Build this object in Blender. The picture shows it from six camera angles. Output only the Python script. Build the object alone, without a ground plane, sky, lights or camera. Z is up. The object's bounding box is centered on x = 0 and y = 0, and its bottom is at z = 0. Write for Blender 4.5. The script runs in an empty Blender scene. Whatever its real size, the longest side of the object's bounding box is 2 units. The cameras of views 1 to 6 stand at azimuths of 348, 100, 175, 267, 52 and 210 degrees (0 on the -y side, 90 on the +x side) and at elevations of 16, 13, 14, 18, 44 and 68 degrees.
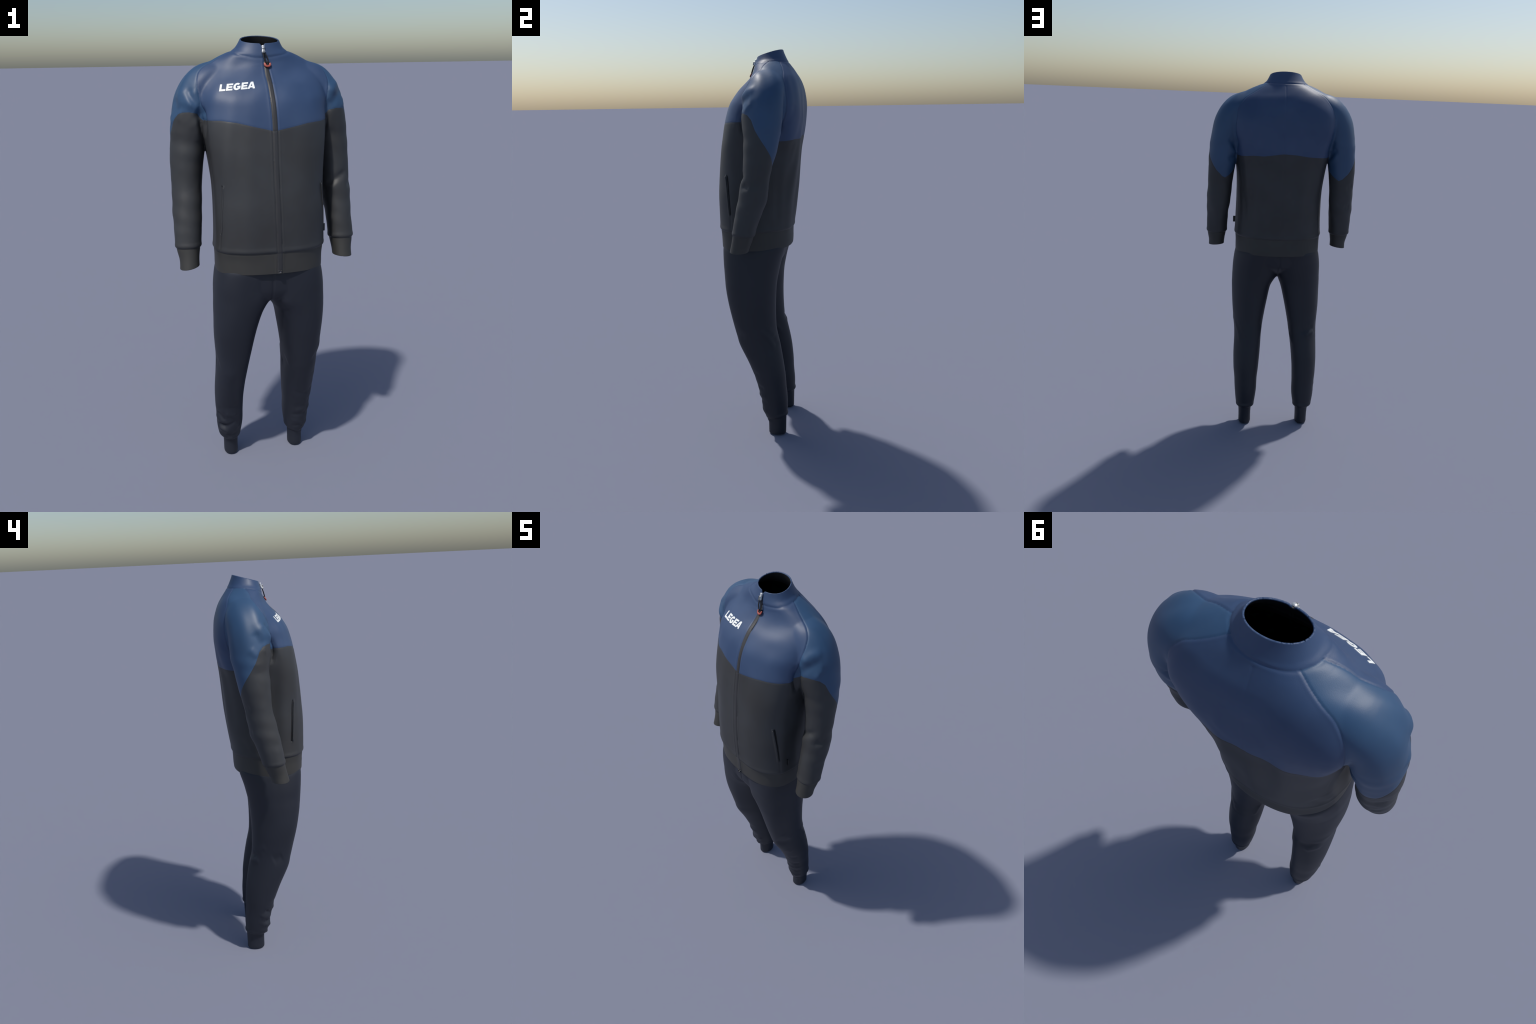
import bpy, bmesh, math
import numpy as np
from mathutils import Vector
from mathutils.bvhtree import BVHTree

# ------------------------------------------------------------------ helpers
def interp_table(tab, n):
    """Catmull-Rom resampling of a control table (rows of numbers)."""
    T = np.array(tab, float)
    m = len(T)
    out = []
    for t in np.linspace(0, m - 1, n):
        i = min(int(t), m - 2); f = t - i
        p0 = T[max(i - 1, 0)]; p1 = T[i]; p2 = T[i + 1]; p3 = T[min(i + 2, m - 1)]
        out.append(0.5 * ((2 * p1) + (-p0 + p2) * f + (2 * p0 - 5 * p1 + 4 * p2 - p3) * f * f
                          + (-p0 + 3 * p1 - 3 * p2 + p3) * f ** 3))
    return np.array(out)

def spow(v, e):
    return math.copysign(abs(v) ** e, v)

def tube(bm, rings):
    """Closed lofted solid through equal-length rings of points."""
    vr = [[bm.verts.new(p) for p in r] for r in rings]
    k = len(vr[0])
    for a, b in zip(vr, vr[1:]):
        for i in range(k):
            j = (i + 1) % k
            bm.faces.new((a[i], a[j], b[j], b[i]))
    bm.faces.new(vr[0][::-1]); bm.faces.new(vr[-1])

def flat_rings(tab, n, k=72):
    """Horizontal sections: z, x_low, x_high, y_front, y_back, y_widest, squareness"""
    rings = []
    for z, xl, xh, yf, yb, yc, qf, ql, qh in interp_table(tab, n):
        r = []
        for i in range(k):
            t = 2 * math.pi * i / k
            c, s = math.cos(t), math.sin(t)
            w = 0.5 + 0.5 * c
            sq = qf if s < 0 else ql * (1 - w) + qh * w
            c, s = spow(c, 2 / sq), spow(s, 2 / sq)
            xm = 0.5 * (xl + xh)
            r.append((xm + 0.5 * (xh - xl) * c, yc + (yb - yc if s > 0 else yc - yf) * s, z))
        rings.append(r)
    return rings

def swept_rings(tab, n, k=48):
    """Sections square to a spine: x, y, z, half width sideways, half depth fore-aft"""
    T = interp_table(tab, n)
    P = T[:, :3]
    rings = []
    for i in range(n):
        d = Vector(P[min(i + 1, n - 1)] - P[max(i - 1, 0)]).normalized()
        fore = Vector((0, 1, 0)); fore = (fore - d * fore.dot(d)).normalized()
        side = fore.cross(d).normalized()
        c = Vector(P[i])
        rings.append([c + side * (T[i, 3] * math.cos(2 * math.pi * j / k))
                        + fore * (T[i, 4] * math.sin(2 * math.pi * j / k)) for j in range(k)])
    return rings

# ------------------------------------------------------------------ body shape
TORSO = [
    # z     x_low  x_high y_front y_back y_widest, squareness front / back low-x / back high-x
    (.930, -.228, .238, -.200, .132, -.06, 2.5, 2.3, 2.2),
    (.970, -.235, .244, -.209, .147, -.06, 2.6, 2.4, 2.2),
    (1.03, -.238, .246, -.213, .156, -.06, 2.6, 2.4, 2.3),
    (1.08, -.238, .246, -.215, .158, -.06, 2.6, 2.4, 2.3),
    (1.12, -.240, .248, -.217, .161, -.06, 2.7, 2.4, 2.3),
    (1.20, -.236, .246, -.218, .171, -.06, 2.7, 2.4, 2.3),
    (1.29, -.235, .245, -.218, .180, -.06, 2.7, 2.4, 2.3),
    (1.36, -.236, .245, -.215, .187, -.05, 2.7, 2.4, 2.3),
    (1.44, -.240, .247, -.209, .193, -.05, 2.8, 2.7, 2.6),
    (1.52, -.247, .252, -.201, .198, -.04, 2.9, 3.0, 3.0),
    (1.57, -.254, .258, -.194, .203, -.03, 2.8, 3.5, 3.5),
    (1.64, -.264, .268, -.183, .211, -.01, 2.6, 3.9, 3.9),
    (1.70, -.277, .279, -.170, .215, .02, 2.4, 4.0, 4.0),
    (1.75, -.286, .283, -.150, .213, .04, 2.4, 3.6, 3.6),
    (1.80, -.287, .283, -.113, .206, .06, 2.3, 2.9, 2.9),
    (1.84, -.280, .277, -.075, .196, .065, 2.1, 2.4, 2.4),
    (1.87, -.260, .255, -.051, .183, .065, 1.9, 2.2, 2.2),
    (1.895, -.224, .215, -.038, .168, .06, 1.9, 2.1, 2.1),
    (1.92, -.170, .162, -.033, .152, .055, 2.0, 2.1, 2.1),
    (1.943, -.115, .110, -.027, .136, .05, 2.1, 2.1, 2.1),
    (1.97, -.092, .090, -.020, .121, .047, 2.1, 2.1, 2.1),
    (2.00, -.078, .078, -.013, .109, .045, 2.1, 2.1, 2.1),
    (2.03, -.072, .072, -.009, .102, .045, 2.1, 2.1, 2.1),
]
SLEEVE_HIGH_X = [
    # x     y     z     half width  half depth
    (.150, .065, 1.838, .070, .085),
    (.236, .062, 1.804, .082, .095),
    (.284, .056, 1.740, .084, .097),
    (.306, .052, 1.660, .079, .096),
    (.319, .049, 1.580, .076, .086),
    (.328, .038, 1.500, .071, .077),
    (.335, .026, 1.410, .065, .067),
    (.340, .012, 1.320, .064, .069),
    (.347, -.017, 1.220, .060, .062),
    (.352, -.038, 1.130, .058, .056),
    (.351, -.056, 1.070, .048, .049),
    (.353, -.071, 1.010, .048, .048),
]
SLEEVE_LOW_X = [
    (-.150, .065, 1.841, .070, .085),
    (-.238, .062, 1.808, .082, .095),
    (-.287, .056, 1.743, .084, .097),
    (-.309, .052, 1.660, .079, .096),
    (-.320, .049, 1.580, .076, .085),
    (-.328, .038, 1.500, .071, .076),
    (-.335, .026, 1.410, .066, .065),
    (-.338, .012, 1.320, .065, .068),
    (-.344, -.017, 1.220, .061, .062),
    (-.349, -.038, 1.130, .057, .055),
    (-.348, -.056, 1.070, .047, .048),
    (-.350, -.071, 1.010, .049, .048),
]
TROUSER_TOP = [
    (.868, -.060, .060, -.130, -.030, -.08, 2.2, 2.2, 2.2),
    (.890, -.150, .150, -.165, .030, -.06, 2.4, 2.3, 2.3),
    (.920, -.200, .205, -.183, .078, -.05, 2.4, 2.3, 2.3),
    (.950, -.225, .230, -.189, .106, -.05, 2.4, 2.3, 2.3),
    (1.00, -.222, .228, -.190, .122, -.05, 2.5, 2.3, 2.3),
    (1.06, -.204, .212, -.178, .116, -.05, 2.5, 2.3, 2.3),
]
LEG_HIGH_X = [
    (.000, .129, .206, .037, .137, .086, 2.1, 2.1, 2.1),
    (.090, .128, .208, .034, .139, .086, 2.1, 2.1, 2.1),
    (.125, .114, .221, .014, .140, .075, 2.0, 2.1, 2.1),
    (.200, .104, .228, .000, .139, .065, 2.0, 2.1, 2.1),
    (.300, .097, .236, -.024, .133, .050, 2.0, 2.1, 2.1),
    (.400, .090, .240, -.060, .122, .025, 2.0, 2.1, 2.1),
    (.500, .084, .238, -.107, .104, .000, 2.1, 2.1, 2.1),
    (.550, .080, .239, -.122, .092, -.010, 2.1, 2.1, 2.1),
    (.600, .074, .243, -.135, .083, -.025, 2.1, 2.1, 2.1),
    (.700, .059, .251, -.158, .080, -.035, 2.1, 2.1, 2.0),
    (.800, .037, .256, -.176, .084, -.045, 2.2, 2.1, 2.0),
    (.845, .012, .256, -.182, .088, -.050, 2.3, 2.1, 2.0),
    (.880, -.012, .255, -.186, .094, -.050, 2.4, 2.1, 2.0),
    (.950, -.030, .251, -.191, .109, -.050, 2.5, 2.1, 2.1),
    (1.018, -.040, .241, -.193, .128, -.050, 2.5, 2.2, 2.2),
    (1.042, -.040, .225, -.186, .125, -.050, 2.5, 2.2, 2.2),
    (1.06, -.040, .216, -.180, .118, -.050, 2.5, 2.2, 2.2),
]
LEG_LOW_X = [
    (.000, -.203, -.128, .037, .137, .086, 2.1, 2.1, 2.1),
    (.090, -.206, -.126, .034, .139, .086, 2.1, 2.1, 2.1),
    (.125, -.227, -.114, .014, .140, .075, 2.0, 2.1, 2.1),
    (.200, -.235, -.105, .000, .139, .065, 2.0, 2.1, 2.1),
    (.300, -.242, -.104, -.026, .133, .050, 2.0, 2.1, 2.1),
    (.400, -.246, -.099, -.064, .122, .025, 2.0, 2.1, 2.1),
    (.500, -.243, -.088, -.108, .104, .000, 2.1, 2.1, 2.1),
    (.550, -.242, -.080, -.121, .092, -.010, 2.1, 2.1, 2.1),
    (.600, -.244, -.072, -.134, .083, -.025, 2.1, 2.1, 2.1),
    (.700, -.252, -.051, -.158, .080, -.035, 2.1, 2.1, 2.1),
    (.800, -.251, -.026, -.176, .084, -.045, 2.2, 2.1, 2.1),
    (.845, -.250, -.008, -.182, .088, -.050, 2.3, 2.1, 2.1),
    (.880, -.248, .012, -.186, .094, -.050, 2.4, 2.1, 2.1),
    (.950, -.245, .030, -.191, .109, -.050, 2.5, 2.2, 2.1),
    (1.018, -.234, .040, -.193, .128, -.050, 2.5, 2.3, 2.2),
    (1.042, -.218, .040, -.186, .125, -.050, 2.5, 2.3, 2.2),
    (1.06, -.208, .040, -.180, .118, -.050, 2.5, 2.3, 2.2),
]
JACKET_FOLDS = [
    (0.005, 0.011, [(-0.348, 0.006, 1.792), (-0.325, -0.039, 1.747), (-0.300, -0.047, 1.705)]),
    (-0.004, 0.01, [(-0.323, -0.017, 1.798), (-0.309, -0.042, 1.754), (-0.287, -0.046, 1.714)]),
    (0.004, 0.011, [(-0.306, -0.032, 1.789), (-0.289, -0.045, 1.753), (-0.268, -0.045, 1.723)]),
    (0.003, 0.01, [(-0.369, -0.011, 1.714), (-0.365, -0.022, 1.682), (-0.374, -0.014, 1.655)]),
    (-0.007, 0.014, [(-0.305, -0.048, 1.695), (-0.269, -0.039, 1.667), (-0.253, -0.066, 1.629)]),
    (0.003, 0.018, [(-0.323, -0.046, 1.656), (-0.293, -0.038, 1.621), (-0.271, -0.015, 1.571)]),
    (-0.006, 0.01, [(0.280, -0.018, 1.364), (0.307, -0.040, 1.381), (0.371, -0.030, 1.413)]),
    (0.003, 0.014, [(0.288, -0.031, 1.340), (0.319, -0.049, 1.360), (0.386, -0.022, 1.381)]),
    (-0.002, 0.022, [(-0.391, -0.007, 1.430), (-0.348, -0.040, 1.402), (-0.292, -0.029, 1.379)]),
    (0.004, 0.013, [(0.280, -0.046, 1.718), (0.291, -0.040, 1.759), (0.310, -0.018, 1.785)]),
    (0.002, 0.022, [(-0.041, -0.194, 1.594), (-0.064, -0.201, 1.543), (-0.053, -0.209, 1.491)]),
    (-0.002, 0.02, [(-0.148, -0.183, 1.538), (-0.111, -0.198, 1.519), (-0.084, -0.201, 1.531)]),
    (-0.003, 0.018, [(0.153, -0.165, 1.616), (0.163, -0.168, 1.570), (0.163, -0.178, 1.524)]),
    (0.003, 0.018, [(0.098, -0.184, 1.607), (0.103, -0.190, 1.568)]),
    (-0.002, 0.02, [(-0.079, -0.184, 1.633), (-0.048, -0.193, 1.600)]),
    (-0.002, 0.02, [(-0.190, -0.175, 1.392), (-0.209, -0.157, 1.343)]),
    (0.002, 0.015, [(-0.225, -0.124, 1.507), (-0.216, -0.142, 1.463)]),
    (0.005, 0.014, [(0.285, -0.042, 1.753), (0.311, -0.013, 1.790), (0.332, 0.034, 1.800)]),
    (-0.004, 0.012, [(0.286, -0.047, 1.710), (0.323, -0.031, 1.744), (0.347, 0.018, 1.771)]),
    (0.005, 0.01, [(0.350, -0.026, 1.695), (0.357, -0.010, 1.716), (0.363, 0.015, 1.737)]),
    (-0.003, 0.01, [(0.340, -0.043, 1.403), (0.375, -0.026, 1.421)]),
    (-0.003, 0.009, [(0.373, -0.041, 1.352), (0.400, -0.001, 1.362)]),
    (0.0015, 0.014, [(0.350, -0.046, 1.377), (0.384, -0.023, 1.392)]),
    (0.002, 0.015, [(0.150, -0.200, 1.406), (0.186, -0.181, 1.410), (0.212, -0.154, 1.432)]),
    (-0.002, 0.02, [(0.161, -0.201, 1.326), (0.195, -0.181, 1.318)]),
    (0.005, 0.014, [(-0.357, 0.025, 1.791), (-0.354, -0.017, 1.748), (-0.260, -0.059, 1.705)]),
    (0.005, 0.013, [(-0.391, 0.059, 1.686), (-0.393, 0.037, 1.665), (-0.391, 0.020, 1.644)]),
    (-0.005, 0.014, [(-0.373, 0.031, 1.762), (-0.378, 0.006, 1.715), (-0.357, -0.029, 1.691)]),
    (0.003, 0.014, [(-0.221, 0.174, 1.748), (-0.227, 0.161, 1.671), (-0.347, 0.139, 1.623)]),
    (-0.004, 0.012, [(-0.352, 0.088, 1.400), (-0.389, 0.065, 1.414)]),
    (-0.004, 0.012, [(-0.348, 0.076, 1.296), (-0.382, 0.056, 1.293)]),
    (-0.002, 0.016, [(-0.226, -0.121, 1.526), (-0.220, -0.134, 1.480), (-0.220, -0.137, 1.443)]),
    (0.002, 0.016, [(-0.394, 0.025, 1.624), (-0.392, 0.013, 1.575)]),
    (-0.008, 0.011, [(0.297, 0.151, 1.655), (0.271, 0.132, 1.628), (0.245, 0.094, 1.599)]),
    (0.005, 0.012, [(0.299, 0.143, 1.618), (0.272, 0.123, 1.591), (0.249, 0.085, 1.575)]),
    (-0.005, 0.011, [(0.294, 0.122, 1.536), (0.267, 0.107, 1.552), (0.248, 0.077, 1.560)]),
    (-0.007, 0.011, [(-0.237, 0.090, 1.557), (-0.260, 0.103, 1.580), (-0.287, 0.137, 1.614)]),
    (0.004, 0.011, [(-0.251, 0.064, 1.534), (-0.268, 0.107, 1.557), (-0.290, 0.131, 1.580)]),
    (-0.002, 0.008, [(0.344, 0.111, 1.483), (0.312, 0.100, 1.441), (0.284, 0.074, 1.408)]),
    (-0.003, 0.014, [(0.335, 0.091, 1.384), (0.307, 0.076, 1.324)]),
    (-0.003, 0.014, [(-0.311, 0.070, 1.294), (-0.343, 0.082, 1.325), (-0.370, 0.077, 1.361)]),
    (0.003, 0.014, [(0.218, 0.065, 1.384), (0.211, 0.064, 1.257), (0.201, 0.075, 1.138)]),
    (-0.002, 0.012, [(0.194, 0.100, 1.355), (0.184, 0.094, 1.142)]),
    (0.003, 0.016, [(-0.073, 0.186, 1.845), (0.078, 0.214, 1.740), (0.037, 0.209, 1.609)]),
    (0.003, 0.014, [(0.138, 0.182, 1.573), (0.148, 0.162, 1.505), (0.158, 0.146, 1.437)]),
    (0.002, 0.012, [(0.100, 0.180, 1.481), (0.120, 0.161, 1.364), (0.132, 0.141, 1.223)]),
    (0.002, 0.014, [(0.190, 0.130, 1.508), (0.178, 0.120, 1.370), (0.165, 0.113, 1.157)]),
    (-0.004, 0.012, [(0.204, 0.178, 1.740), (0.222, 0.156, 1.669), (0.226, 0.136, 1.630)]),
    (-0.004, 0.011, [(0.382, -0.028, 1.372), (0.401, 0.002, 1.355)]),
    (-0.003, 0.012, [(0.360, -0.009, 1.711), (0.366, 0.016, 1.730), (0.364, 0.035, 1.748)]),
    (0.002, 0.014, [(-0.202, 0.074, 1.239), (-0.212, 0.056, 1.148)]),
    (-0.002, 0.012, [(-0.170, 0.111, 1.218), (-0.202, 0.071, 1.138)]),
]
TROUSER_FOLDS = [
    (-0.005, 0.008, [(-0.234, 0.034, 0.264), (-0.219, 0.013, 0.239), (-0.194, -0.001, 0.221)]),
    (0.005, 0.009, [(-0.206, -0.006, 0.265), (-0.176, -0.014, 0.252), (-0.144, -0.007, 0.248)]),
    (-0.005, 0.008, [(-0.228, 0.041, 0.193), (-0.194, 0.006, 0.188), (-0.147, -0.001, 0.214)]),
    (0.004, 0.008, [(-0.224, 0.041, 0.166), (-0.201, 0.015, 0.160), (-0.183, 0.009, 0.148)]),
    (0.004, 0.009, [(-0.151, 0.007, 0.166), (-0.128, 0.017, 0.179)]),
    (-0.004, 0.008, [(-0.205, 0.022, 0.134), (-0.167, 0.011, 0.126), (-0.137, 0.017, 0.145)]),
    (-0.003, 0.012, [(-0.232, 0.015, 0.300), (-0.200, -0.020, 0.298), (-0.136, -0.016, 0.295)]),
    (0.006, 0.007, [(-0.196, 0.029, 0.106), (-0.177, 0.024, 0.102), (-0.157, 0.025, 0.100)]),
    (0.006, 0.007, [(0.147, 0.037, 0.090), (0.171, 0.032, 0.087), (0.202, 0.059, 0.074)]),
    (-0.003, 0.01, [(0.124, -0.032, 0.359), (0.162, -0.037, 0.335), (0.207, -0.023, 0.339)]),
    (0.004, 0.009, [(0.141, -0.001, 0.222), (0.172, -0.007, 0.228), (0.205, 0.006, 0.231)]),
    (-0.004, 0.008, [(0.128, 0.012, 0.198), (0.174, -0.001, 0.199), (0.207, 0.015, 0.208)]),
    (0.004, 0.009, [(0.123, 0.025, 0.160), (0.159, 0.006, 0.157), (0.203, 0.025, 0.134)]),
    (-0.005, 0.008, [(0.131, 0.025, 0.125), (0.169, 0.011, 0.128), (0.204, 0.028, 0.128)]),
    (0.002, 0.012, [(0.136, -0.016, 0.293), (0.213, 0.006, 0.261)]),
    (-0.005, 0.02, [(-0.239, -0.016, 0.557), (-0.227, -0.074, 0.578)]),
    (-0.005, 0.018, [(0.081, 0.017, 0.503), (0.085, -0.057, 0.533)]),
    (-0.004, 0.02, [(0.230, -0.060, 0.554), (0.192, -0.118, 0.577)]),
    (-0.003, 0.015, [(0.012, -0.182, 0.891), (0.048, -0.141, 0.842), (0.082, -0.151, 0.797)]),
    (0.002, 0.02, [(0.052, -0.180, 0.886), (0.078, -0.164, 0.840)]),
    (0.002, 0.02, [(-0.056, -0.182, 0.927), (-0.084, -0.176, 0.876)]),
    (0.004, 0.011, [(0.238, 0.004, 0.605), (0.216, 0.061, 0.546), (0.206, 0.086, 0.483)]),
    (-0.003, 0.02, [(0.193, 0.078, 0.569), (0.177, 0.098, 0.505)]),
    (0.004, 0.01, [(0.081, 0.034, 0.594), (0.094, 0.057, 0.546), (0.099, 0.068, 0.510)]),
    (0.004, 0.01, [(-0.081, 0.024, 0.543), (-0.095, 0.056, 0.507), (-0.104, 0.072, 0.481)]),
    (0.005, 0.013, [(-0.162, 0.094, 0.535), (-0.193, 0.083, 0.543), (-0.224, 0.048, 0.554)]),
    (-0.004, 0.013, [(-0.131, 0.083, 0.566), (-0.169, 0.086, 0.568), (-0.218, 0.049, 0.587)]),
    (0.003, 0.016, [(-0.237, 0.004, 0.636), (-0.184, 0.076, 0.596)]),
    (0.003, 0.016, [(0.219, -0.109, 0.643), (0.234, -0.069, 0.604), (0.239, -0.039, 0.584)]),
    (0.003, 0.013, [(0.225, 0.040, 0.621), (0.194, 0.078, 0.566), (0.160, 0.099, 0.516)]),
    (0.002, 0.014, [(0.211, -0.069, 0.472), (0.227, -0.029, 0.433)]),
    (0.003, 0.016, [(-0.177, 0.088, 0.548), (-0.217, 0.053, 0.580), (-0.230, 0.024, 0.608)]),
    (0.004, 0.009, [(-0.197, 0.004, 0.206), (-0.229, 0.036, 0.220), (-0.236, 0.062, 0.238)]),
    (-0.005, 0.009, [(-0.196, 0.008, 0.183), (-0.227, 0.041, 0.193)]),
    (0.004, 0.009, [(-0.172, 0.008, 0.143), (-0.223, 0.038, 0.169), (-0.231, 0.060, 0.185)]),
    (0.004, 0.01, [(-0.196, 0.026, 0.109), (-0.227, 0.058, 0.139)]),
    (-0.004, 0.01, [(-0.206, -0.001, 0.245), (-0.235, 0.039, 0.257)]),
    (-0.004, 0.009, [(0.207, -0.006, 0.283), (0.229, 0.028, 0.280)]),
    (0.004, 0.009, [(0.205, 0.007, 0.231), (0.228, 0.042, 0.236)]),
    (-0.003, 0.009, [(0.199, 0.010, 0.196), (0.225, 0.049, 0.199)]),
    (0.004, 0.01, [(0.186, 0.015, 0.129), (0.219, 0.047, 0.147)]),
    (-0.003, 0.01, [(0.207, -0.031, 0.362), (0.233, 0.008, 0.359)]),
]

# ------------------------------------------------------------------ surface tools
scene = bpy.context.scene

def link(ob, parent=None):
    scene.collection.objects.link(ob)
    if parent is not None:
        ob.parent = parent
    return ob

def solid(tubes, voxel, smooth):
    """Union of lofted tubes as one even, smoothed surface; returns a bmesh."""
    bm = bmesh.new()
    for rings in tubes:
        tube(bm, rings)
    bmesh.ops.recalc_face_normals(bm, faces=bm.faces)
    me = bpy.data.meshes.new("work"); bm.to_mesh(me); bm.free()
    ob = link(bpy.data.objects.new("work", me))
    r = ob.modifiers.new("r", 'REMESH'); r.mode = 'VOXEL'; r.voxel_size = voxel
    s = ob.modifiers.new("s", 'SMOOTH'); s.factor = 0.5; s.iterations = smooth
    out = bpy.data.meshes.new_from_object(ob.evaluated_get(bpy.context.evaluated_depsgraph_get()))
    bpy.data.objects.remove(ob)
    bm = bmesh.new(); bm.from_mesh(out)
    bpy.data.meshes.remove(out); bpy.data.meshes.remove(me)
    return bm

def coords(bm):
    return np.array([v.co for v in bm.verts])

def normals(bm):
    bm.normal_update()
    return np.array([v.normal for v in bm.verts])

def store(bm, co):
    for v, c in zip(bm.verts, co):
        v.co = c

def line_fit(P, N, pts):
    """Distance of every point to a polyline (mostly measured along the surface) and position along it (0..1)."""
    pts = np.array(pts, float)
    seg = np.linalg.norm(np.diff(pts, axis=0), axis=1)
    acc = np.concatenate(([0], np.cumsum(seg))); L = acc[-1]
    best = np.full(len(P), 9.0); along = np.zeros(len(P))
    for i in range(len(seg)):
        a, d = pts[i], pts[i + 1] - pts[i]
        t = (P - a) @ d / (d @ d)
        tc = np.clip(t, 0, 1)
        v = P - (a + tc[:, None] * d)
        vn = (v * N).sum(1)
        dist = np.sqrt(np.maximum((v * v).sum(1) - 0.8 * vn * vn, 0))
        m = dist < best
        best[m] = dist[m]; along[m] = (acc[i] + tc[m] * seg[i]) / L
    return best, along

def smooth_poly(pts, n=14):
    return interp_table(pts, n) if len(pts) > 2 else np.array(pts, float)

def fold(co, N, amp, width, pts, ends=0.0):
    """Raise (amp > 0) or press in (amp < 0) a soft ridge along a polyline on the surface."""
    pts = np.array(pts, float)
    lo, hi = pts.min(0) - 5 * width, pts.max(0) + 5 * width
    idx = np.where(np.all((co > lo) & (co < hi), axis=1))[0]
    if len(idx) == 0:
        return
    d, s = line_fit(co[idx], N[idx], smooth_poly(pts))
    taper = 1.0 if ends else np.clip(np.sin(np.pi * np.clip(s, 0.03, 0.97)) * 1.6, 0, 1)
    co[idx] += N[idx] * (amp * np.exp(-(d / width) ** 2) * taper)[:, None]

def smoothstep(a, b, x):
    t = np.clip((x - a) / (b - a), 0, 1)
    return t * t * (3 - 2 * t)

def ripple(P, seed, scale, n=9):
    """Soft band-limited cloth unevenness: a few random waves added up (mean 0, about +-1)."""
    rg = np.random.default_rng(seed)
    out = np.zeros(len(P))
    for _ in range(n):
        k = rg.normal(size=3) * np.array(scale)
        out += np.sin(P @ k + rg.uniform(0, 6.283))
    return out / math.sqrt(n)

def cut_along(bm, field):
    """Insert an edge loop where a scalar field changes sign."""
    bm.verts.index_update(); bm.edges.ensure_lookup_table()
    f = field(coords(bm))
    f[np.abs(f) < 1e-6] = 1e-6
    E = np.array([(e.verts[0].index, e.verts[1].index) for e in bm.edges])
    hit = np.where(f[E[:, 0]] * f[E[:, 1]] < 0)[0]
    edges = [bm.edges[i] for i in hit]
    new = set()
    for e, i in zip(edges, hit):
        a, b = f[E[i, 0]], f[E[i, 1]]
        _, v = bmesh.utils.edge_split(e, e.verts[0], float(np.clip(a / (a - b), .02, .98)))
        new.add(v)
    faces = {fc for v in new for fc in v.link_faces}
    for fc in faces:
        vs = [v for v in fc.verts if v in new]
        if len(vs) == 2 and not any(set(e.verts) == set(vs) for e in fc.edges):
            bmesh.utils.face_split(fc, vs[0], vs[1])
    bm.verts.ensure_lookup_table(); bm.verts.index_update()

def drop(bm, field):
    """Remove every face whose centre has field > 0."""
    C = np.array([f.calc_center_median() for f in bm.faces])
    m = field(C) > 0
    bmesh.ops.delete(bm, geom=[f for f, k in zip(list(bm.faces), m) if k], context='FACES')

def garment(bm, regions, thickness, rim_out=.0025):
    """Split a cut surface into named parts with coinciding borders and common normals; give it
    thickness: rounded rims at the open edges and an inner shell.  regions: centre array -> label array.
    Returns {label: mesh}; the inner shell is label 'lining'."""
    bm.verts.ensure_lookup_table(); bm.verts.index_update(); bm.normal_update()
    P = coords(bm); N = np.array([v.normal for v in bm.verts])
    C = np.array([f.calc_center_median() for f in bm.faces])
    lab = regions(C)
    out = {}
    for l in set(lab):
        out[l] = [[], [], [], {}]
    out['lining'] = [[], [], [], {}]
    def vid(l, key, p, n):
        o = out[l]
        if key not in o[3]:
            o[3][key] = len(o[0]); o[0].append(tuple(p)); o[1].append(tuple(n))
        return o[3][key]
    for f, l in zip(bm.faces, lab):
        ids = [v.index for v in f.verts]
        out[l][2].append([vid(l, i, P[i], N[i]) for i in ids])
        out['lining'][2].append([vid('lining', i, P[i] - thickness * N[i], -N[i]) for i in ids[::-1]])
    bm.faces.index_update()
    out_dir = {}
    for e in bm.edges:
        if len(e.link_faces) == 1:
            f = e.link_faces[0]
            d = ((e.verts[0].co + e.verts[1].co) / 2 - f.calc_center_median())
            for v in e.verts:
                out_dir.setdefault(v.index, []).append(d)
    steps = 4
    for e in bm.edges:
        if len(e.link_faces) != 1:
            continue
        f = e.link_faces[0]; l = lab[f.index]
        lp = f.loops[[k.edge for k in f.loops].index(e)]
        a, b = lp.vert.index, lp.link_loop_next.vert.index
        rows = []
        for i in (a, b):
            d = sum(out_dir[i], Vector()); n = Vector(N[i]); d = (d - n * d.dot(n)).normalized()
            p = Vector(P[i]) - n * thickness / 2
            row = []
            for k in range(steps + 1):
                t = math.pi * k / steps
                nn = n * math.cos(t) + d * math.sin(t)
                q = p + n * (math.cos(t) * thickness / 2) + d * (math.sin(t) * rim_out)
                row.append(vid(l, (i, k) if k else i, q, nn))
            rows.append(row)
        for k in range(steps):
            out[l][2].append([rows[1][k], rows[0][k], rows[0][k + 1], rows[1][k + 1]])
    res = {}
    for l, (v, n, fs, _) in out.items():
        me = bpy.data.meshes.new(l.split('.')[0])
        me.from_pydata(v, [], fs)
        me.polygons.foreach_set("use_smooth", np.ones(len(me.polygons), bool))
        me.normals_split_custom_set_from_vertices(n)
        res[l] = me
    return res

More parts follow.
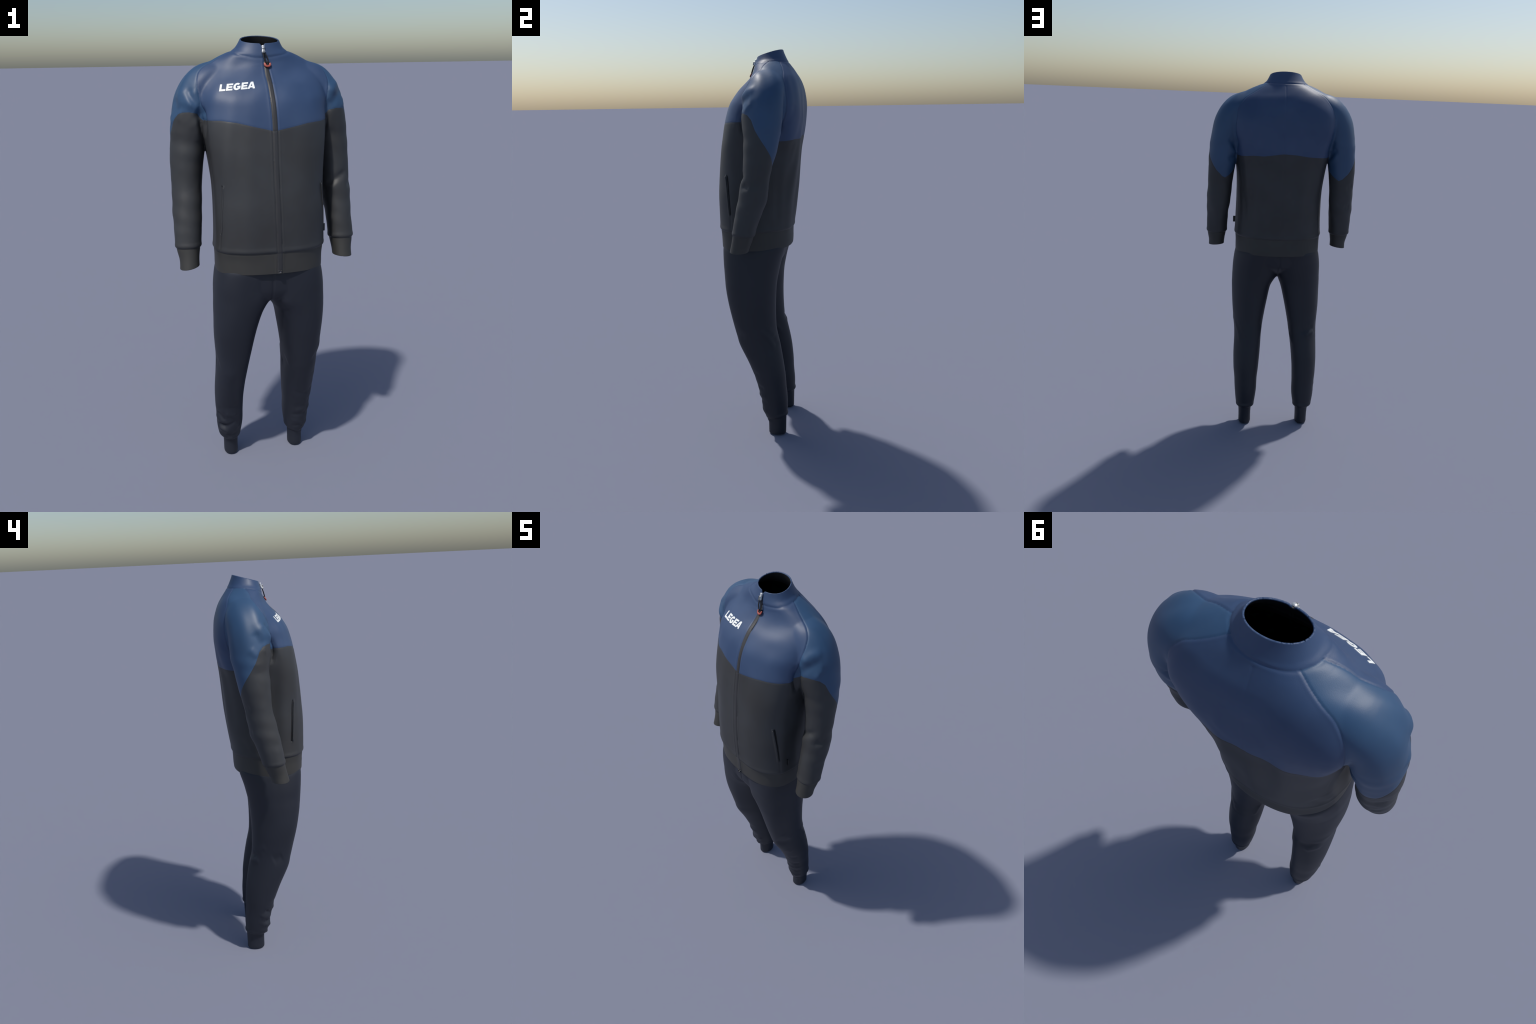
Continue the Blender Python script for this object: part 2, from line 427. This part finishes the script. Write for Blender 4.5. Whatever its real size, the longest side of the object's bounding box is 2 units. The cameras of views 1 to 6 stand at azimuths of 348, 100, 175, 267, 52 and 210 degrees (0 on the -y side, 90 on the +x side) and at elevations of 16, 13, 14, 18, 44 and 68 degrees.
# ------------------------------------------------------------------ materials
def cloth(name, colour, rough=.52, mottle=.10, spec=.5, grain=.25, tint=None, warp=420.0):
    m = bpy.data.materials.new(name); m.use_nodes = True
    nt = m.node_tree; b = nt.nodes["Principled BSDF"]
    co = nt.nodes.new("ShaderNodeTexCoord")
    big = nt.nodes.new("ShaderNodeTexNoise"); big.inputs["Scale"].default_value = 7; big.inputs["Detail"].default_value = 4
    nt.links.new(co.outputs["Object"], big.inputs["Vector"])
    ramp = nt.nodes.new("ShaderNodeValToRGB")
    lo = [c * (1 - mottle) for c in colour]; hi = [c * (1 + mottle) for c in (tint or colour)]
    ramp.color_ramp.elements[0].position = .35; ramp.color_ramp.elements[0].color = (*lo, 1)
    ramp.color_ramp.elements[1].position = .68; ramp.color_ramp.elements[1].color = (*hi, 1)
    nt.links.new(big.outputs["Fac"], ramp.inputs["Fac"])
    nt.links.new(ramp.outputs["Color"], b.inputs["Base Color"])
    fine = nt.nodes.new("ShaderNodeTexNoise"); fine.inputs["Scale"].default_value = warp; fine.inputs["Detail"].default_value = 2
    nt.links.new(co.outputs["Object"], fine.inputs["Vector"])
    bump = nt.nodes.new("ShaderNodeBump"); bump.inputs["Strength"].default_value = grain; bump.inputs["Distance"].default_value = .0006
    nt.links.new(fine.outputs["Fac"], bump.inputs["Height"]); nt.links.new(bump.outputs["Normal"], b.inputs["Normal"])
    b.inputs["Roughness"].default_value = rough
    b.inputs["Specular IOR Level"].default_value = spec
    return m

def plain(name, colour, rough, metal=0.0):
    m = bpy.data.materials.new(name); m.use_nodes = True
    nt = m.node_tree; b = nt.nodes["Principled BSDF"]
    b.inputs["Roughness"].default_value = rough; b.inputs["Metallic"].default_value = metal
    co = nt.nodes.new("ShaderNodeTexCoord")
    n = nt.nodes.new("ShaderNodeTexNoise"); n.inputs["Scale"].default_value = 160
    nt.links.new(co.outputs["Object"], n.inputs["Vector"])
    r = nt.nodes.new("ShaderNodeValToRGB")
    r.color_ramp.elements[0].color = (*[c * .85 for c in colour], 1); r.color_ramp.elements[1].color = (*[min(c * 1.1, 1) for c in colour], 1)
    nt.links.new(n.outputs["Fac"], r.inputs["Fac"]); nt.links.new(r.outputs["Color"], b.inputs["Base Color"])
    return m

BLUE = cloth("blue_jersey", (.0285, .060, .139), .52, .09, tint=(.033, .062, .132))
SLEEVE_BLUE = cloth("blue_jersey_sleeve", (.028, .072, .150), .50, .07)
GREY = cloth("charcoal_jersey", (.032, .032, .033), .55, .10, tint=(.031, .033, .036))
RIB = cloth("charcoal_rib", (.035, .034, .031), .58, .08)
NAVY = cloth("navy_jersey", (.0105, .0130, .0215), .55, .08)
LINING = cloth("dark_lining", (.020, .020, .021), .7, .05, .3)
TAPE = cloth("zip_tape_cloth", (.030, .030, .032), .5, .08)
BLACK = plain("black_rubber", (.008, .008, .009), .4)
SLIT_SHADE = plain("pocket_slit_shade", (.006, .006, .007), .8)  # near-black colour standing in for the shade inside the pocket slits
SILVER = plain("silver_metal", (.66, .67, .67), .36, .55)
STOP = plain("grey_metal", (.16, .16, .17), .4, .3)
RED = plain("red_rubber", (.34, .070, .050), .4)
WHITE = plain("white_print", (.80, .82, .80), .5)

# ------------------------------------------------------------------ jacket surface
bm = solid([flat_rings(TORSO, 120), swept_rings(SLEEVE_HIGH_X, 80), swept_rings(SLEEVE_LOW_X, 80)], .0034, 22)

def lut(x, pairs):
    p = np.array(pairs)
    return np.interp(x, p[:, 0], p[:, 1])

ZIP_X = [(1.02, .020), (1.12, .019), (1.26, .014), (1.40, .011), (1.50, .009), (1.65, .010), (1.82, .008), (1.90, .006), (1.96, -.003), (2.03, -.004)]
COLLAR_Z = [(-.2, 1.893), (-.048, 1.893), (-.044, 1.900), (-.027, 1.916), (-.003, 1.929), (.037, 1.937), (.087, 1.941), (.2, 1.940)]
YOKE_FRONT = [(-.255, 1.665), (-.207, 1.666), (-.147, 1.658), (-.078, 1.641), (.006, 1.621), (.085, 1.635), (.154, 1.648), (.255, 1.655)]
YOKE_BACK = [(-.233, 1.565), (-.14, 1.570), (-.063, 1.580), (.004, 1.584), (.109, 1.569), (.162, 1.570), (.227, 1.563)]
SEAM_FRONT_Y = [(.09, .055), (.122, .047), (.165, .038), (.210, .030), (.245, .020), (.273, .002), (.281, -.025), (.288, -.12)]
SEAM_BACK_Y = [(.09, .100), (.105, .108), (.155, .121), (.202, .132), (.238, .148), (.256, .158), (.262, .175), (.268, .25)]
SEAM_FRONT_X = [(1.00, .285), (1.10, .276), (1.20, .270), (1.40, .258), (1.53, .2495), (1.60, .254), (1.67, .262), (1.70, .268), (1.765, .276), (1.805, .281), (1.9, .281)]
SEAM_BACK_X = [(1.00, .285), (1.10, .276), (1.20, .270), (1.40, .258), (1.53, .2495), (1.60, .247), (1.675, .257), (1.745, .261), (1.795, .257), (1.9, .257)]
SLEEVE_EDGE = [(-180, 1.490), (-150, 1.560), (-128, 1.655), (-113, 1.690), (-90, 1.697), (-70, 1.695), (-53, 1.688), (-33, 1.667), (-14, 1.620),
               (9, 1.573), (32, 1.528), (59, 1.478), (85, 1.449), (106, 1.440), (130, 1.452), (152, 1.466), (180, 1.490)]

def f_zip(P):        # > 0 inside the zip tape
    half = lut(P[:, 2], [(1.0, .0110), (1.84, .0105), (1.885, .008), (1.90, .0045), (2.1, .0040)])
    return np.where(P[:, 1] < .03, half - np.abs(P[:, 0] - lut(P[:, 2], ZIP_X)), -.05)

def f_collar(P):
    return np.where(np.abs(P[:, 0]) < .17, P[:, 2] - lut(P[:, 1], COLLAR_Z), -.05)

RAGLAN = interp_table([  # seam round the sleeve, written for x > 0: collar, down the front, under the arm, up the back
    (.085, .060, 1.956), (.119, .053, 1.939), (.168, .038, 1.913), (.210, .030, 1.890), (.245, .019, 1.872), (.270, .003, 1.850),
    (.281, -.015, 1.828), (.283, -.028, 1.803), (.278, -.040, 1.770), (.271, -.047, 1.730), (.266, -.056, 1.695), (.262, -.063, 1.660),
    (.256, -.048, 1.600), (.250, -.010, 1.540), (.249, .060, 1.555), (.246, .115, 1.605), (.253, .148, 1.680), (.258, .160, 1.745),
    (.254, .161, 1.797), (.238, .154, 1.835), (.208, .140, 1.868), (.168, .132, 1.893), (.130, .120, 1.915), (.100, .108, 1.938), (.080, .100, 1.953)], 320)
SMOOTH = BVHTree.FromBMesh(bm)

def f_sleeve(P):     # > 0 on the sleeves
    ax = np.abs(P[:, 0]); z = P[:, 2]
    top = np.minimum(P[:, 1] - lut(ax, SEAM_FRONT_Y), lut(ax, SEAM_BACK_Y) - P[:, 1])
    top = np.where(ax < .09, -.05, top)
    w = smoothstep(-.01, .10, P[:, 1])
    side = ax - ((1 - w) * lut(z, SEAM_FRONT_X) + w * lut(z, SEAM_BACK_X))
    k = smoothstep(1.795, 1.812, z)
    out = np.clip(top, -.03, .03) * k + np.clip(side, -.03, .03) * (1 - k)
    cand = np.where((z > 1.575) & (ax > .07) & (ax < .32))[0]
    A = np.stack([ax, P[:, 1], z], 1)[cand]
    d2 = np.full(len(A), 9.0); near = np.zeros(len(A), int)
    for i, q in enumerate(RAGLAN):
        t = ((A - q) ** 2).sum(1); m = t < d2
        d2[m] = t[m]; near[m] = i
    T = np.gradient(RAGLAN, axis=0); T /= np.linalg.norm(T, axis=1)[:, None]
    for j in np.where(d2 < .022 ** 2)[0]:
        p = P[cand[j]]
        n = SMOOTH.find_nearest(Vector(p))[1]
        n = np.array((n.x * (1 if p[0] > 0 else -1), n.y, n.z))
        w = float(smoothstep(1.575, 1.605, p[2]))
        out[cand[j]] = w * float((A[j] - RAGLAN[near[j]]) @ np.cross(n, T[near[j]])) + (1 - w) * out[cand[j]]
    return out

def f_yoke(P):       # > 0 above the colour change on the body
    w = smoothstep(-.06, .09, P[:, 1])
    return P[:, 2] - ((1 - w) * lut(P[:, 0], YOKE_FRONT) + w * lut(P[:, 0], YOKE_BACK))

def f_sleeve_top(P): # > 0 above the colour change on the sleeve
    phi = np.degrees(np.arctan2(P[:, 1] - .050, np.abs(P[:, 0]) - .322))
    return P[:, 2] - lut(phi, SLEEVE_EDGE)

def f_band(P):
    return 1.114 - P[:, 2]

def f_cuff(P):
    return 1.122 - .08 * (P[:, 1] + .04) - P[:, 2]

def rim_z(P):
    notch = .011 * np.exp(-(np.abs(P[:, 0] + .002) / .0085) ** 3) * (P[:, 1] < .03)
    return 1.9665 + .275 * (P[:, 1] + .013) - notch

def f_open(P):       # > 0 : material beyond the openings
    ax = np.abs(P[:, 0])
    body = ax < .284
    end = np.where(P[:, 0] > 0, 1.044 - .08 * (ax - .35), 1.040 - .16 * (ax - .35))
    low = np.where(body, 1.0215, end) - P[:, 2]
    return np.maximum(low, P[:, 2] - rim_z(P))

co = coords(bm); N = normals(bm)
slv = f_sleeve(co) > 0
z = co[:, 2].copy()
for amp, width, pts in JACKET_FOLDS:
    if pts[0][1] < -.12 and pts[0][2] > 1.3:
        continue
    fold(co, N, amp * 1.05, width * 1.45, pts)
for sx in (1, -1):   # creases where the sleeve folds away from the chest and from the back
    for amp, width, pts in ((-.011, .013, [(.270, -.048, 1.725), (.263, -.062, 1.665), (.255, -.045, 1.585)]),
                            (-.004, .012, [(.255, .140, 1.660), (.246, .112, 1.595), (.249, .060, 1.545)]),
                            (.004, .016, [(.300, -.045, 1.700), (.288, -.048, 1.650), (.275, -.040, 1.590)])):
        fold(co, N, amp, width, [(sx * x, y, zz) for x, y, zz in pts])
# long soft drape folds, stronger on the back and the sleeves
drape = ripple(co, 3, (26, 26, 5)) * .0022 + ripple(co, 8, (11, 11, 12)) * .0014
bunch = ripple(co, 14, (16, 16, 34)) * .0016 * smoothstep(1.16, 1.24, z) * smoothstep(1.70, 1.60, z)
drape = drape + bunch * smoothstep(0, .022, f_sleeve(co))
quiet = smoothstep(1.98, 1.88, z) * smoothstep(1.05, 1.16, z)
back = (co[:, 1] > .08) & ~slv
waves = np.sin(co[:, 0] * 62 + .8 + 1.5 * np.sin(z * 5)) * smoothstep(1.15, 1.35, z) * smoothstep(1.72, 1.58, z) * .0022
co += N * (drape * quiet + np.where(back, waves, 0))[:, None]
# relax the cloth so that no fold has a hard edge
store(bm, co)
for _ in range(7):
    bmesh.ops.smooth_vert(bm, verts=bm.verts, factor=.5, use_axis_x=True, use_axis_y=True, use_axis_z=True)
co = coords(bm); N = normals(bm); z = co[:, 2].copy()
# bands sit in: body and sleeve cloth bulges over the waistband and cuffs
band = np.where(slv, f_cuff(co), f_band(co))
step = -.0038 * smoothstep(-.002, .004, band) + .0018 * np.exp(-((band + .011) / .010) ** 2) - .0022 * np.exp(-(band / .0035) ** 2)
step *= np.where((co[:, 1] < 0) & ~slv, .35 + .65 * smoothstep(.008, .022, np.abs(co[:, 0] - lut(z, ZIP_X))), 1)
co += N * step[:, None]
# seams: narrow grooves with slightly raised lips
def seam(field, depth, width, lip, where, one_sided=False):
    f0 = field(co); e = 1e-4
    g = np.ones(len(co)) if field is f_sleeve else np.sqrt(sum(((field(co + e * np.eye(3)[k]) - f0) / e) ** 2 for k in range(3)))
    d = np.abs(f0) / np.clip(g, .8, 8)
    m = where & (d < .03)
    fade = smoothstep(1.58, 1.64, co[m, 2]) if field is f_sleeve else 1.0
    co[m] += N[m] * (fade * (-depth * np.exp(-(d[m] / width) ** 2) + lip * (f0[m] < 0 if one_sided else 1) * np.exp(-((d[m] - 2.4 * width) / (1.6 * width)) ** 2)))[:, None]
seam(f_sleeve, .0016, .0028, .0006, (z > 1.575) & (f_collar(co) < .001), True)
seam(f_collar, .0016, .0028, .0004, np.abs(co[:, 0]) < .15)
seam(f_yoke, .0010, .0026, 0, ~slv & (z > 1.5) & (z < 1.7))
seam(f_sleeve_top, .0010, .0026, 0, slv)
front = (co[:, 1] < 0) & ~slv
seam(f_zip, .0020, .0026, .0007, front & (z < 1.93))
m = front & (f_zip(co) > 0) & (z < 1.89)
co[m] += N[m] * .0012
mid = (co[:, 1] > .1) & (z > 1.12) & (z < 1.93)
seam(lambda P: P[:, 0] - .004, .0008, .0028, 0, mid)
# side seams of the body panels
POCKETS = [[(-.211, -.152, 1.398), (-.217, -.147, 1.30), (-.222, -.141, 1.196)],
           [(.222, -.145, 1.394), (.231, -.136, 1.30), (.238, -.128, 1.202)]]
for p in POCKETS:
    fold(co, N, -.0065, .0034, p, 1)
    sx = -1 if p[0][0] < 0 else 1
    fold(co, N, .0030, .0050, [(x - sx * .0065, y - .005, zz) for x, y, zz in p], 1)
    low = p[-1]
    fold(co, N, -.002, .006, [low, (low[0] + sx * .003, low[1] + .002, 1.15), (low[0] + sx * .004, low[1] + .004, 1.116)])
store(bm, co)

for f in (f_open, f_sleeve, f_collar, f_zip, f_yoke, f_sleeve_top, f_band, f_cuff):
    if f is f_open:
        cut_along(bm, f); drop(bm, f)
    else:
        cut_along(bm, f)

def jacket_regions(C):
    lab = np.full(len(C), "body_panel", object)
    s = f_sleeve(C) > 0
    hi = C[:, 0] > 0
    lab[~s & (f_yoke(C) > 0)] = "yoke"
    lab[~s & (f_band(C) > 0)] = "waistband"
    lab[s] = "sleeve"
    lab[s & (f_sleeve_top(C) > 0)] = "sleeve_top"
    lab[s & (f_cuff(C) > 0)] = "cuff"
    side = np.isin(lab, ["sleeve", "sleeve_top", "cuff"]) & ~hi
    lab[side] = lab[side] + ".low"
    lab[f_collar(C) > 0] = "collar"
    lab[(f_zip(C) > 0) & ~s & (C[:, 1] < .03)] = "zip_tape"
    return lab

JB = BVHTree.FromBMesh(bm)
parts = garment(bm, jacket_regions, .006)
bm.free()

jacket = link(bpy.data.objects.new("track_jacket", None))
jacket.empty_display_size = .1; jacket.location = (0, 0, 1.02)
jacket["label"] = "blue and charcoal zip-up track jacket with stand-up collar"
jacket["category"] = "jacket"

def part(name, me, material, parent):
    me.name = name
    me.materials.clear(); me.materials.append(material)
    ob = bpy.data.objects.new(name, me)
    scene.collection.objects.link(ob)
    ob.parent = parent
    base = parent
    while base.parent is not None:
        base = base.parent
    if parent is base:
        ob.matrix_parent_inverse.translation = -Vector(base.location)
    return ob

part("collar", parts["collar"], BLUE, jacket)
part("yoke", parts["yoke"], BLUE, jacket)
part("body_panel", parts["body_panel"], GREY, jacket)
part("waistband", parts["waistband"], RIB, jacket)
part("lining", parts["lining"], LINING, jacket)
zipper = part("zipper", parts["zip_tape"], TAPE, jacket)
for k in ("", ".low"):
    s = part("sleeve", parts["sleeve" + k], GREY, jacket)
    part("sleeve_top", parts["sleeve_top" + k], SLEEVE_BLUE, s)
    part("cuff", parts["cuff" + k], RIB, s)

# ------------------------------------------------------------------ jacket trimmings
def mesh_part(name, bm2, material, parent, smooth=True):
    bmesh.ops.recalc_face_normals(bm2, faces=bm2.faces)
    me = bpy.data.meshes.new(name); bm2.to_mesh(me); bm2.free()
    if smooth:
        me.polygons.foreach_set("use_smooth", np.ones(len(me.polygons), bool))
    return part(name, me, material, parent)

def on_front(x, zz, lift=0.0):
    h = JB.ray_cast(Vector((x, -1, zz)), Vector((0, 1, 0)))
    return h[0] + h[1] * lift, h[1]

def strip(pts, nrm, wide, thick, k=10):
    """A rounded flat band along points, lying square to the given normals."""
    bm2 = bmesh.new(); rings = []
    n = len(pts)
    for i in range(n):
        d = (pts[min(i + 1, n - 1)] - pts[max(i - 1, 0)]).normalized()
        u = nrm[i].cross(d).normalized(); w = d.cross(u)
        e = 1.0 if 0 < i < n - 1 else .45
        rings.append([pts[i] + u * (wide / 2 * e * spow(math.cos(t), .7)) + w * (thick / 2 * e * spow(math.sin(t), .7))
                      for t in np.linspace(0, 2 * math.pi, k, endpoint=False)])
    tube(bm2, rings)
    return bm2

# pocket welts, and black strips added in the grooves as the slits' shade
for p in POCKETS:
    P = [Vector(q) for q in interp_table(p, 24)]
    hit = [SMOOTH.find_nearest(q) for q in P]
    sx = -1 if p[0][0] < 0 else 1
    mesh_part("pocket_shade_strip", strip([h[0] - h[1] * .0032 for h in hit], [h[1] for h in hit], .0032, .0020), SLIT_SHADE, jacket)
    P2 = [SMOOTH.find_nearest(q + Vector((-sx * .0062, -.0050, 0))) for q in P]
    mesh_part("pocket_welt", strip([h[0] + h[1] * .0026 for h in P2], [h[1] for h in P2], .0085, .0036), GREY, jacket)

# small loop label in the side seam
h = JB.find_nearest(Vector((.26, -.088, 1.182)))
c, n = h[0], h[1]
bm2 = strip([c + n * .004 + Vector((0, 0, t)) for t in (-.017, -.0165, -.008, 0, .008, .0165, .017)], [Vector((0, -1, 0))] * 7, .017, .0032)
mesh_part("side_label", bm2, BLACK, jacket)

# lettering on the chest: heavy slanted capitals, each cut from sheet and laid on the cloth
def rounded(cx, cy, rx, ry, a0, a1, n=12):
    return [(cx + rx * math.cos(math.radians(a)), cy + ry * math.sin(math.radians(a))) for a in np.linspace(a0, a1, n)]
GLYPH = {
    'L': [[(0, 0), (1, 0), (1, .27), (.34, .27), (.34, 1), (0, 1)]],
    'E': [[(0, 0), (1, 0), (1, .24), (.33, .24), (.33, .385), (.92, .385), (.92, .61), (.33, .61), (.33, .76), (1, .76), (1, 1), (0, 1)]],
    'G': [rounded(.5, .5, .52, .52, 42, 318, 26) + [(1.0, .14), (1.0, .56), (.52, .56), (.52, .36), (.70, .36), (.70, .29)]
          + rounded(.5, .5, .20, .26, 310, 50, 16)],
    'A': [[(-.06, 0), (.28, 0), (.34, .17), (.72, .17), (.78, 0), (1.12, 0), (.72, 1), (.34, 1)]],
}
HOLE_A = [(.42, .38), (.64, .38), (.53, .72)]
lettering = link(bpy.data.objects.new("chest_lettering", None), jacket)
lettering.matrix_parent_inverse.translation = -Vector(jacket.location)

def letter_mesh(loops, hole, u0, wide):
    bm2 = bmesh.new()
    edges = []
    for lp in loops + ([hole] if hole else []):
        vs = []
        for i, (x, y) in enumerate(lp):
            x2, y2 = lp[(i + 1) % len(lp)]
            L = math.hypot((x2 - x) * wide, (y2 - y) * .2)
            for t in range(max(1, int(L / .012))):
                f = t / max(1, int(L / .012))
                vs.append(bm2.verts.new((u0 + wide * (x + (x2 - x) * f), y + (y2 - y) * f, 0)))
        edges += [bm2.edges.new((vs[i], vs[(i + 1) % len(vs)])) for i in range(len(vs))]
    bmesh.ops.triangle_fill(bm2, use_beauty=True, edges=edges)
    for _ in range(2):
        bmesh.ops.subdivide_edges(bm2, edges=bm2.edges[:], cuts=1)
        bmesh.ops.triangulate(bm2, faces=bm2.faces[:])
    top = {}
    for v in bm2.verts:
        u, w = v.co.x, v.co.y
        p, n = on_front(-.2015 + .1425 * u + .009 * w, 1.779 + .010 * u + .0265 * w)
        top[v] = (p, n)
    for v, (p, n) in top.items():
        v.co = p + n * .0012
    geo = bmesh.ops.extrude_face_region(bm2, geom=bm2.faces[:])
    for v in geo["geom"]:
        if isinstance(v, bmesh.types.BMVert):
            q = JB.find_nearest(v.co); v.co = v.co - q[1] * .0016
    return bm2

for ch, u0, w in (('L', .00, .165), ('E', .185, .180), ('G', .385, .195), ('E', .605, .180), ('A', .800, .185)):
    b2 = letter_mesh(GLYPH[ch], HOLE_A if ch == 'A' else None, u0, w)
    bmesh.ops.recalc_face_normals(b2, faces=b2.faces)
    me = bpy.data.meshes.new("letter"); b2.to_mesh(me); b2.free()
    me.materials.append(WHITE)
    link(bpy.data.objects.new("letter", me), lettering)

# slider, pull cord and ring at the throat
def lathe_box(c, x_axis, y_axis, z_axis, sx, sy, sz, bev):
    b = bmesh.new(); bmesh.ops.create_cube(b, size=1)
    for v in b.verts:
        v.co = c + x_axis * (v.co.x * sx) + y_axis * (v.co.y * sy) + z_axis * (v.co.z * sz)
    bmesh.ops.bevel(b, geom=b.edges[:], offset=bev, segments=3, profile=.5, affect='EDGES')
    return b

top, tn = on_front(-.001, 1.945)
bot, bn = on_front(.010, 1.880)
tn = Vector((0, -.93, .25)).normalized()
X = Vector((1, 0, 0)); Zs = X.cross(tn).normalized() * -1
if Zs.z < 0: Zs = -Zs
# waisted slider body
rings = []
for t, w in ((-.5, .0050), (-.46, .0072), (-.3, .0080), (-.12, .0062), (.1, .0052), (.3, .0062), (.44, .0070), (.5, .0052)):
    c = top + tn * (.0045 + .002 * (t < -.1)) + Zs * (.031 * t - .004)
    rings.append([c + X * (w * spow(math.cos(s), .7)) + tn * (.0050 * spow(math.sin(s), .7)) for s in np.linspace(0, 2 * math.pi, 16, endpoint=False)])
b2 = bmesh.new(); tube(b2, rings)
mesh_part("slider", b2, SILVER, zipper)
mesh_part("slider_bridge", lathe_box(top + tn * .0105 - Zs * .010, X, tn, Zs, .0060, .006, .014, .0022), SILVER, zipper)
rc = bot + bn * .0060
ru = X; rw = bn.cross(X).normalized()
if rw.z < 0: rw = -rw
A0 = top + tn * .0080 - Zs * .017
for off in (-1, 1):   # two strands of the cord running into the ring
    A1 = rc + ru * (off * .0045) + rw * .002 + bn * .002
    pts = [(A0 + X * (off * .0030)).lerp(A1, t) + Vector((off * .0035, -.001, 0)) * math.sin(math.pi * t) for t in np.linspace(0, 1, 14)]
    mesh_part("pull_cord", strip(pts, [tn] * 14, .0052, .0046), BLACK, zipper)
b2 = bmesh.new(); rings = []
for t in np.radians(np.linspace(150, 390, 30)):   # U-shaped grip
    cc = rc + ru * (.0110 * math.cos(t)) + rw * (.0105 * math.sin(t)); rad = (ru * math.cos(t) + rw * math.sin(t))
    e = 1 if 152 < math.degrees(t) < 388 else .5
    rings.append([cc + rad * (.0046 * e * math.cos(s)) + bn * (.0040 * e * math.sin(s)) for s in np.linspace(0, 2 * math.pi, 12, endpoint=False)])
tube(b2, rings)
mesh_part("pull_grip", b2, RED, zipper)
b2 = bmesh.new()
tube(b2, [[rc + bn * dz + (ru * math.cos(t) + rw * math.sin(t)) * q for t in np.linspace(0, 2 * math.pi, 24, endpoint=False)]
          for dz, q in ((-.0035, .0130), (-.001, .0125), (.0, .008))])
mesh_part("grip_back", b2, BLACK, zipper)
# stop at the bottom of the zip
p, n = on_front(.020, 1.030)
mesh_part("zip_stop", lathe_box(p + n * .001, X, n, Vector((0, 0, 1)), .011, .006, .010, .002), STOP, zipper)

# ------------------------------------------------------------------ trousers
def turned(rings, k):
    """Knees turned in a little: each section sheared sideways by its fore-aft position."""
    out = []
    for r in rings:
        yc = sum(p[1] for p in r) / len(r)
        kk = k * float(smoothstep(.90, .72, r[0][2]) * smoothstep(.06, .16, r[0][2]))
        out.append([(x + kk * (y - yc), y, z) for x, y, z in r])
    return out

bm = solid([flat_rings(TROUSER_TOP, 30), turned(flat_rings(LEG_HIGH_X, 110, 56), -.10), turned(flat_rings(LEG_LOW_X, 110, 56), .10)], .0036, 14)
co = coords(bm); N = normals(bm); z = co[:, 2]
MID = -.004
def f_ankle(P):
    return .0895 + .17 * (P[:, 1] - .035) - P[:, 2]
def f_half(P):
    return P[:, 0] - MID
def f_topbottom(P):
    return np.maximum(P[:, 2] - 1.052, .0030 - P[:, 2])
for amp, width, pts in TROUSER_FOLDS:
    fold(co, N, amp * .95, width * 1.3, pts)
quiet = smoothstep(.09, .16, z)
co += N * ((ripple(co, 21, (16, 16, 10)) * .0012 + ripple(co, 5, (14, 14, 34)) * .0012 * smoothstep(.42, .25, z)) * quiet)[:, None]
store(bm, co)
for _ in range(3):
    bmesh.ops.smooth_vert(bm, verts=bm.verts, factor=.5, use_axis_x=True, use_axis_y=True, use_axis_z=True)
co = coords(bm); N = normals(bm); z = co[:, 2].copy()
a = f_ankle(co)
co += N * (-.0035 * smoothstep(-.002, .004, a) + .0040 * np.exp(-((a + .012) / .010) ** 2) - .002 * np.exp(-(a / .0035) ** 2))[:, None]
d = np.abs(f_half(co)); m = (z > .82)
co[m] += N[m] * (-.003 * np.exp(-(d[m] / .006) ** 2))[:, None]
store(bm, co)
cut_along(bm, f_topbottom); drop(bm, f_topbottom)
cut_along(bm, f_half); cut_along(bm, f_ankle)
def trouser_regions(C):
    lab = np.full(len(C), "leg", object)
    lab[f_ankle(C) > 0] = "ankle_cuff"
    lo = C[:, 0] < MID
    lab[lo] = lab[lo] + ".low"
    return lab
tp = garment(bm, trouser_regions, .005, .0028)
bm.free()
trousers = link(bpy.data.objects.new("jogger_trousers", None))
trousers.empty_display_size = .1
trousers["label"] = "slim dark navy jogger trousers with ribbed ankle cuffs"
trousers["category"] = "trousers"
for k in ("", ".low"):
    leg = part("leg", tp["leg" + k], NAVY, trousers)
    part("ankle_cuff", tp["ankle_cuff" + k], NAVY, leg)
part("lining", tp["lining"], LINING, trousers)
